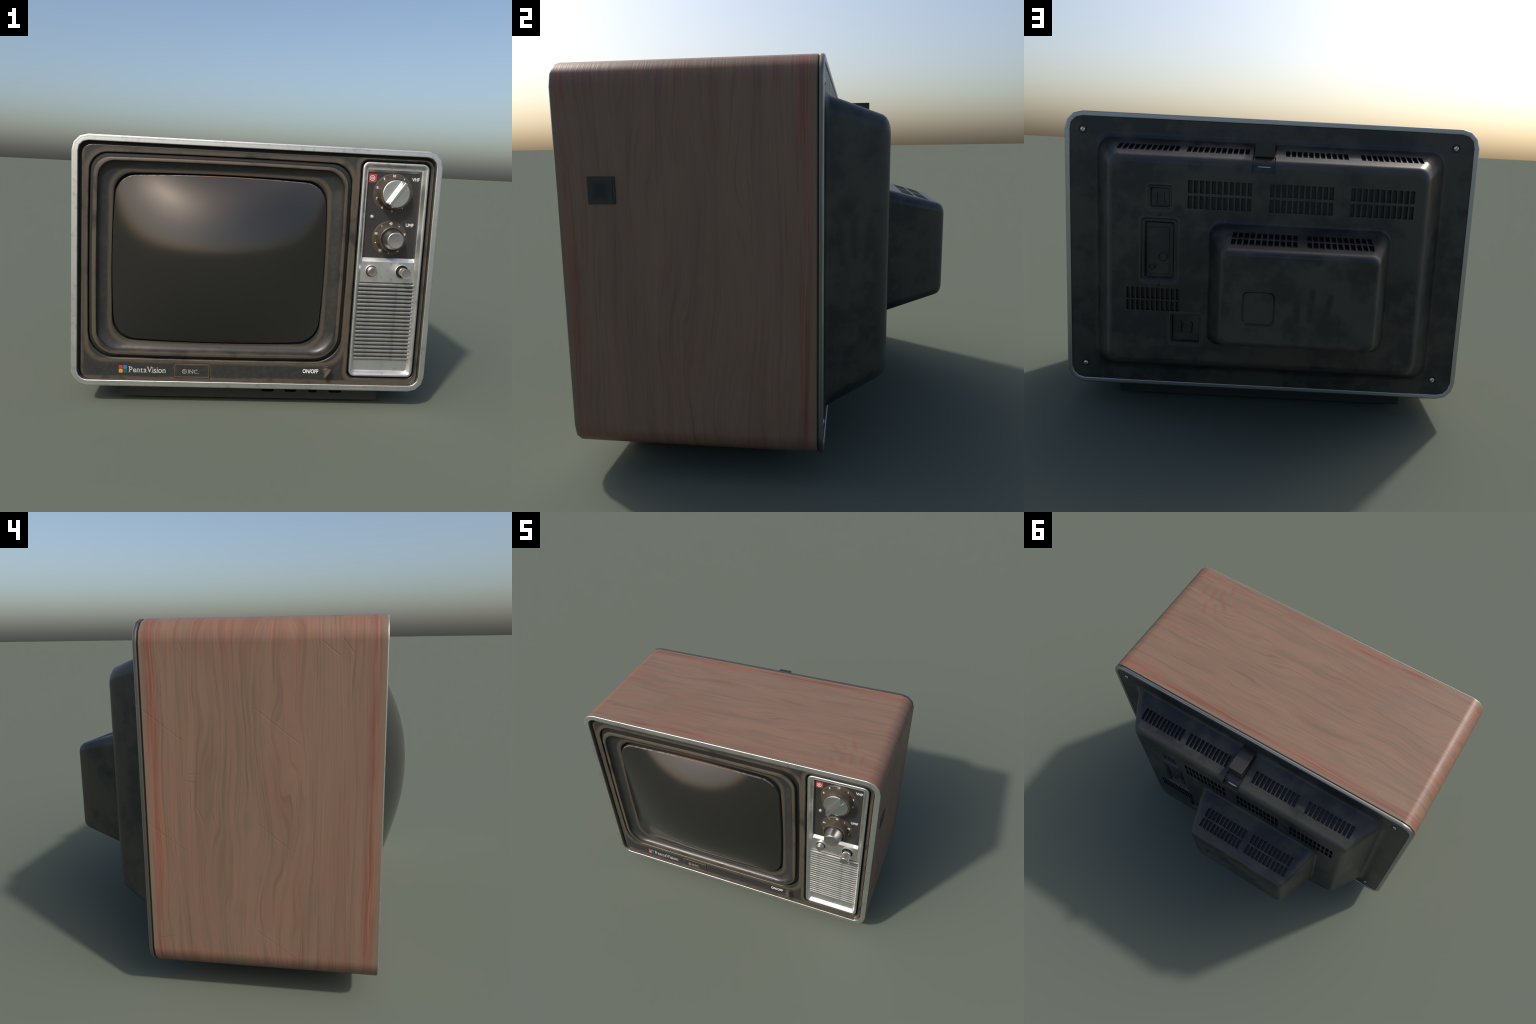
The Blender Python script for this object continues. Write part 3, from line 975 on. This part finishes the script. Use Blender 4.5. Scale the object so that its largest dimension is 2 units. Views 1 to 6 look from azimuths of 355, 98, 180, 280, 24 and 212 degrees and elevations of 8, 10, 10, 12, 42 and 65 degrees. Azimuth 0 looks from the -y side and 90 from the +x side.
def build_back():
    def rr(h0, h1, z0, z1, r):
        return rrect(h0, h1, z0, z1, r, 6)
    YF = .492
    secs = [(rr(-.9765, .9765, .1345, 1.4605, .064), .235), (rr(-.9765, .9765, .1345, 1.4605, .064), .2640),
            (rr(-.868, .868, .200, 1.393, .080), .2645), (rr(-.850, .850, .214, 1.379, .074), .2670), (rr(-.838, .838, .224, 1.369, .070), .2740),
            (rr(-.832, .832, .229, 1.3635, .068), .2820),
            (rr(-.736, .736, .308, 1.3000, .058), .4640), (rr(-.727, .727, .317, 1.2910, .055), .4760), (rr(-.716, .716, .327, 1.278, .050), .4850),
            (rr(-.700, .700, .343, 1.258, .042), YF)]
    me = loft(secs, True, True)
    cover = add_object('rear_cover', me, mats=[MAT['back']], smooth=35)
    cutters = []
    for hi, lo in ((.362, .073), (-.009, -.296), (-.374, -.661)):
        cutters += slot_boxes(hi, lo, 11, .0195, face_frame(YF, 1.1625), .057)
        cutters += slot_boxes(hi, lo, 11, .0195, face_frame(YF, 1.0920), .057)
    cutters += slot_boxes(.638, .392, 11, .0155, face_frame(YF, .6590), .053)
    cutters += slot_boxes(.638, .392, 11, .0155, face_frame(YF, .6010), .048)
    ang = -math.atan2(1.3635 - 1.3000, .4640 - .2820)
    for hi, lo in ((.708, .421), (.385, .096), (-.072, -.361), (-.421, -.708)):
        cutters += slot_boxes(hi, lo, 11, .0200, slope_frame(.386, 1.3272, ang), .074)
    cut(cover, cutters, MAT['slot'])
    # recesses: handle pocket, sockets, terminal panel, plug
    rec = [channel_cutter(),
           cone_cut(.437, .540, 1.056, 1.159, YF - .017, YF + .01, .012),
           cone_cut(.409, .569, .717, 1.008, YF - .020, YF + .01, .020, .010),
           cone_cut(.290, .431, .424, .564, YF - .021, YF + .01, .010)]
    cut(cover, rec, MAT['back'])
    # soft wide bevel round each pressed recess
    cut(cover, [cone_cut(.4265, .5505, 1.0455, 1.1695, YF - .0065, YF + .0065, .012, .012),
                cone_cut(.3975, .5805, .7055, 1.0195, YF - .0075, YF + .0075, .013, .016),
                cone_cut(.2845, .4365, .4185, .5695, YF - .0050, YF + .0050, .007, .008)], MAT['back'])
    # details standing in the recesses
    for x in (.473, .506):
        add_object('socket_blade', box_mesh(x - .004, x + .004, YF - .022, YF - .011, 1.078, 1.132, .0035), cover, mats=[MAT['back']], smooth=40)
    for x in (.337, .386):
        add_object('plug_pin', box_mesh(x - .0065, x + .0065, YF - .026, YF - .008, .472, .526, .005, 3), cover, mats=[MAT['back']], smooth=40)
    add_object('terminal_plate', filled_back(rrect(.446, .540, .752, .968, .004, 3), YF - .0155, .008, .001), cover, mats=[MAT['back']], smooth=40)
    for cx, cz, r in ((.474, .833, .0225), (.523, .784, .0155)):
        add_object('terminal_socket', lathe([(r, YF - .019), (r, YF - .0115), (r - .003, YF - .0095), (r - .005, YF - .0115), (r - .006, YF - .0145)], (cx, cz), 32), cover, mats=[MAT['back']], smooth=40)
    add_object('terminal_label', box_mesh(.470, .505, YF - .0175, YF - .0145, .933, .938), cover, mats=[MAT['back']], smooth=None)
    for cx, cz in ((.490, 1.031), (.491, .705)):
        screw('small_screw', cx, cz, YF, .0085, None, MAT['back'])

    # handle block in the pocket
    me = loft([(rrect(-.019, .069, 1.310, 1.384, .003, 2), .431), (rrect(-.019, .069, 1.255, 1.384, .003, 2), .345), (rrect(-.019, .069, 1.240, 1.384, .003, 2), .262)], True, True)
    add_object('handle_catch', me, cover, mats=[MAT['catch']], smooth=30)

    for x in (-.0255, .0755):
        me = loft([(rrect(x - .0022, x + .0022, 1.255, 1.3565, .001, 1), .285), (rrect(x - .0022, x + .0022, 1.255, 1.310, .001, 1), .440)], True, True)
        add_object('catch_side_dark_strip', me, cover, mats=[MAT['gap']], smooth=None)  # black strips filling the gaps on both sides of the catch
    lip = dish_cutter((0, 0, 0), 1.0)  # chrome sliver modelled for the bright glint on the channel floor
    lip.transform(Matrix.Translation((.0245, .4665, 1.2640)) @ Matrix.Diagonal((.032, .007, .0035, 1)))
    add_object('catch_glint_sliver', lip, cover, mats=[MAT['chrome']], smooth=60)

    # tube cover bulging from the back
    def b(x0, x1, z0, z1, r, y):
        return (rrect(x0, x1, z0, z1, r, 6), y)
    me = loft([b(-.585, .278, .412, 1.028, .065, .470), b(-.585, .278, .412, 1.028, .065, .4885), b(-.574, .267, .424, 1.016, .060, .4905), b(-.566, .259, .432, 1.006, .055, .4970),
               b(-.560, .253, .438, .9995, .053, .506),
               b(-.493, .184, .508, .9345, .038, .7350), b(-.488, .179, .513, .9295, .036, .7480), b(-.480, .171, .521, .921, .033, .7590), b(-.464, .155, .537, .904, .026, .7665)], True, True)
    tube = add_object('tube_cover', me, mats=[MAT['back']], smooth=35)
    ang = -math.atan2(.9995 - .9345, .735 - .506)
    dirv = Vector((0, math.cos(ang), math.sin(ang)))
    mid = Vector((0, .6435, .9602))
    cutters = []
    for s in (-1, 1):
        p = mid + dirv * (s * .0345)
        for hi, lo in ((.1435, -.1410), (-.1830, -.4675)):
            cutters += slot_boxes(hi, lo, 11, .0195, slope_frame(p.y, p.z, ang), .057)
    cut(tube, cutters, MAT['slot'])
    cut(tube, [cone_cut(-.062, .0865, .604, .762, .7665 - .015, .7765, .012, .022)], MAT['back'])

    for cx, cz in ((.912, 1.396), (-.889, 1.392), (-.883, .214), (.906, .214)):
        screw('rear_screw', cx, cz, .2640, .0125, None, MAT['chrome'], True)


def filled_back(outer, y_back, thick, bevel):
    me = filled_plate(outer, [], 0, thick, bevel)
    me.transform(Matrix.Diagonal((1, -1, 1, 1)) @ Matrix.Translation((0, 0, 0)))
    me.flip_normals()
    me.transform(Matrix.Translation((0, y_back, 0)))
    return me


def screw(name, cx, cz, y, r, parent, mat, seat=False):
    prof = [(r, y - .004), (r, y + .0015), (r * .85, y + .0035), (r * .5, y + .0048), (r * .1, y + .005)]
    ob = add_object(name, lathe(prof, (cx, cz), 24), parent, mats=[mat], smooth=60)
    bar = box_mesh(-r * .75, r * .75, 0, .0012, -r * .11, r * .11)
    bar.transform(Matrix.Translation((cx, y + .0042, cz)) @ Matrix.Rotation(math.radians(55), 4, 'Y'))
    add_object('screw_slot', bar, ob, mats=[MAT['gap']], smooth=None)
    if seat:
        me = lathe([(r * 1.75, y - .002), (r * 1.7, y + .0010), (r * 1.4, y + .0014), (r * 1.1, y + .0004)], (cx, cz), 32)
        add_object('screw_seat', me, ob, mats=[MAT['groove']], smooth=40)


def build_stand():
    me = box_mesh(-.744, .760, -.545, .150, 0.0194, .118, .003)
    stand = add_object('stand', me, mats=[MAT['stand']], smooth=40)
    cutters = []
    for x0, x1 in ((.071, .145), (.2075, .277), (.3465, .400), (.469, .545)):
        cutters.append(loft([(rrect(x0, x1, .060, .104, .010, 3), -.56), (rrect(x0, x1, .060, .104, .010, 3), -.515)], True, True))
    cut(stand, cutters, MAT['gap'])
    foot = lathe([(.040, 0), (.045, .004), (.045, .021)], (0, 0), 24)
    foot.transform(Matrix(((1, 0, 0, 0), (0, 0, 1, 0), (0, 1, 0, 0), (0, 0, 0, 1))))
    foot.flip_normals()
    first = add_object('rubber_foot', foot, stand, mats=[MAT['gap']], smooth=40)
    for k, (fx, fy) in enumerate(((-.62, -.42), (.64, -.42), (-.62, .02), (.64, .02))):
        ob = first if k == 0 else first.copy()
        if k:
            root_coll.objects.link(ob)
        ob.location = (fx, fy, 0)


# =================================================================== build
def main():
    global ROOT
    build_materials()
    MAT['catch'] = plain_material('catch_plastic', (0.024, 0.022, 0.020), 0.30)
    ROOT = bpy.data.objects.new('retro_television', None)
    root_coll.objects.link(ROOT)
    ROOT.empty_display_size = 0.2
    ROOT['label'] = 'worn vintage tube television in a wood veneer cabinet'
    ROOT['category'] = 'television'
    build_cabinet()
    build_bezel()
    build_screen()
    build_control_panel()
    build_back()
    build_stand()


main()
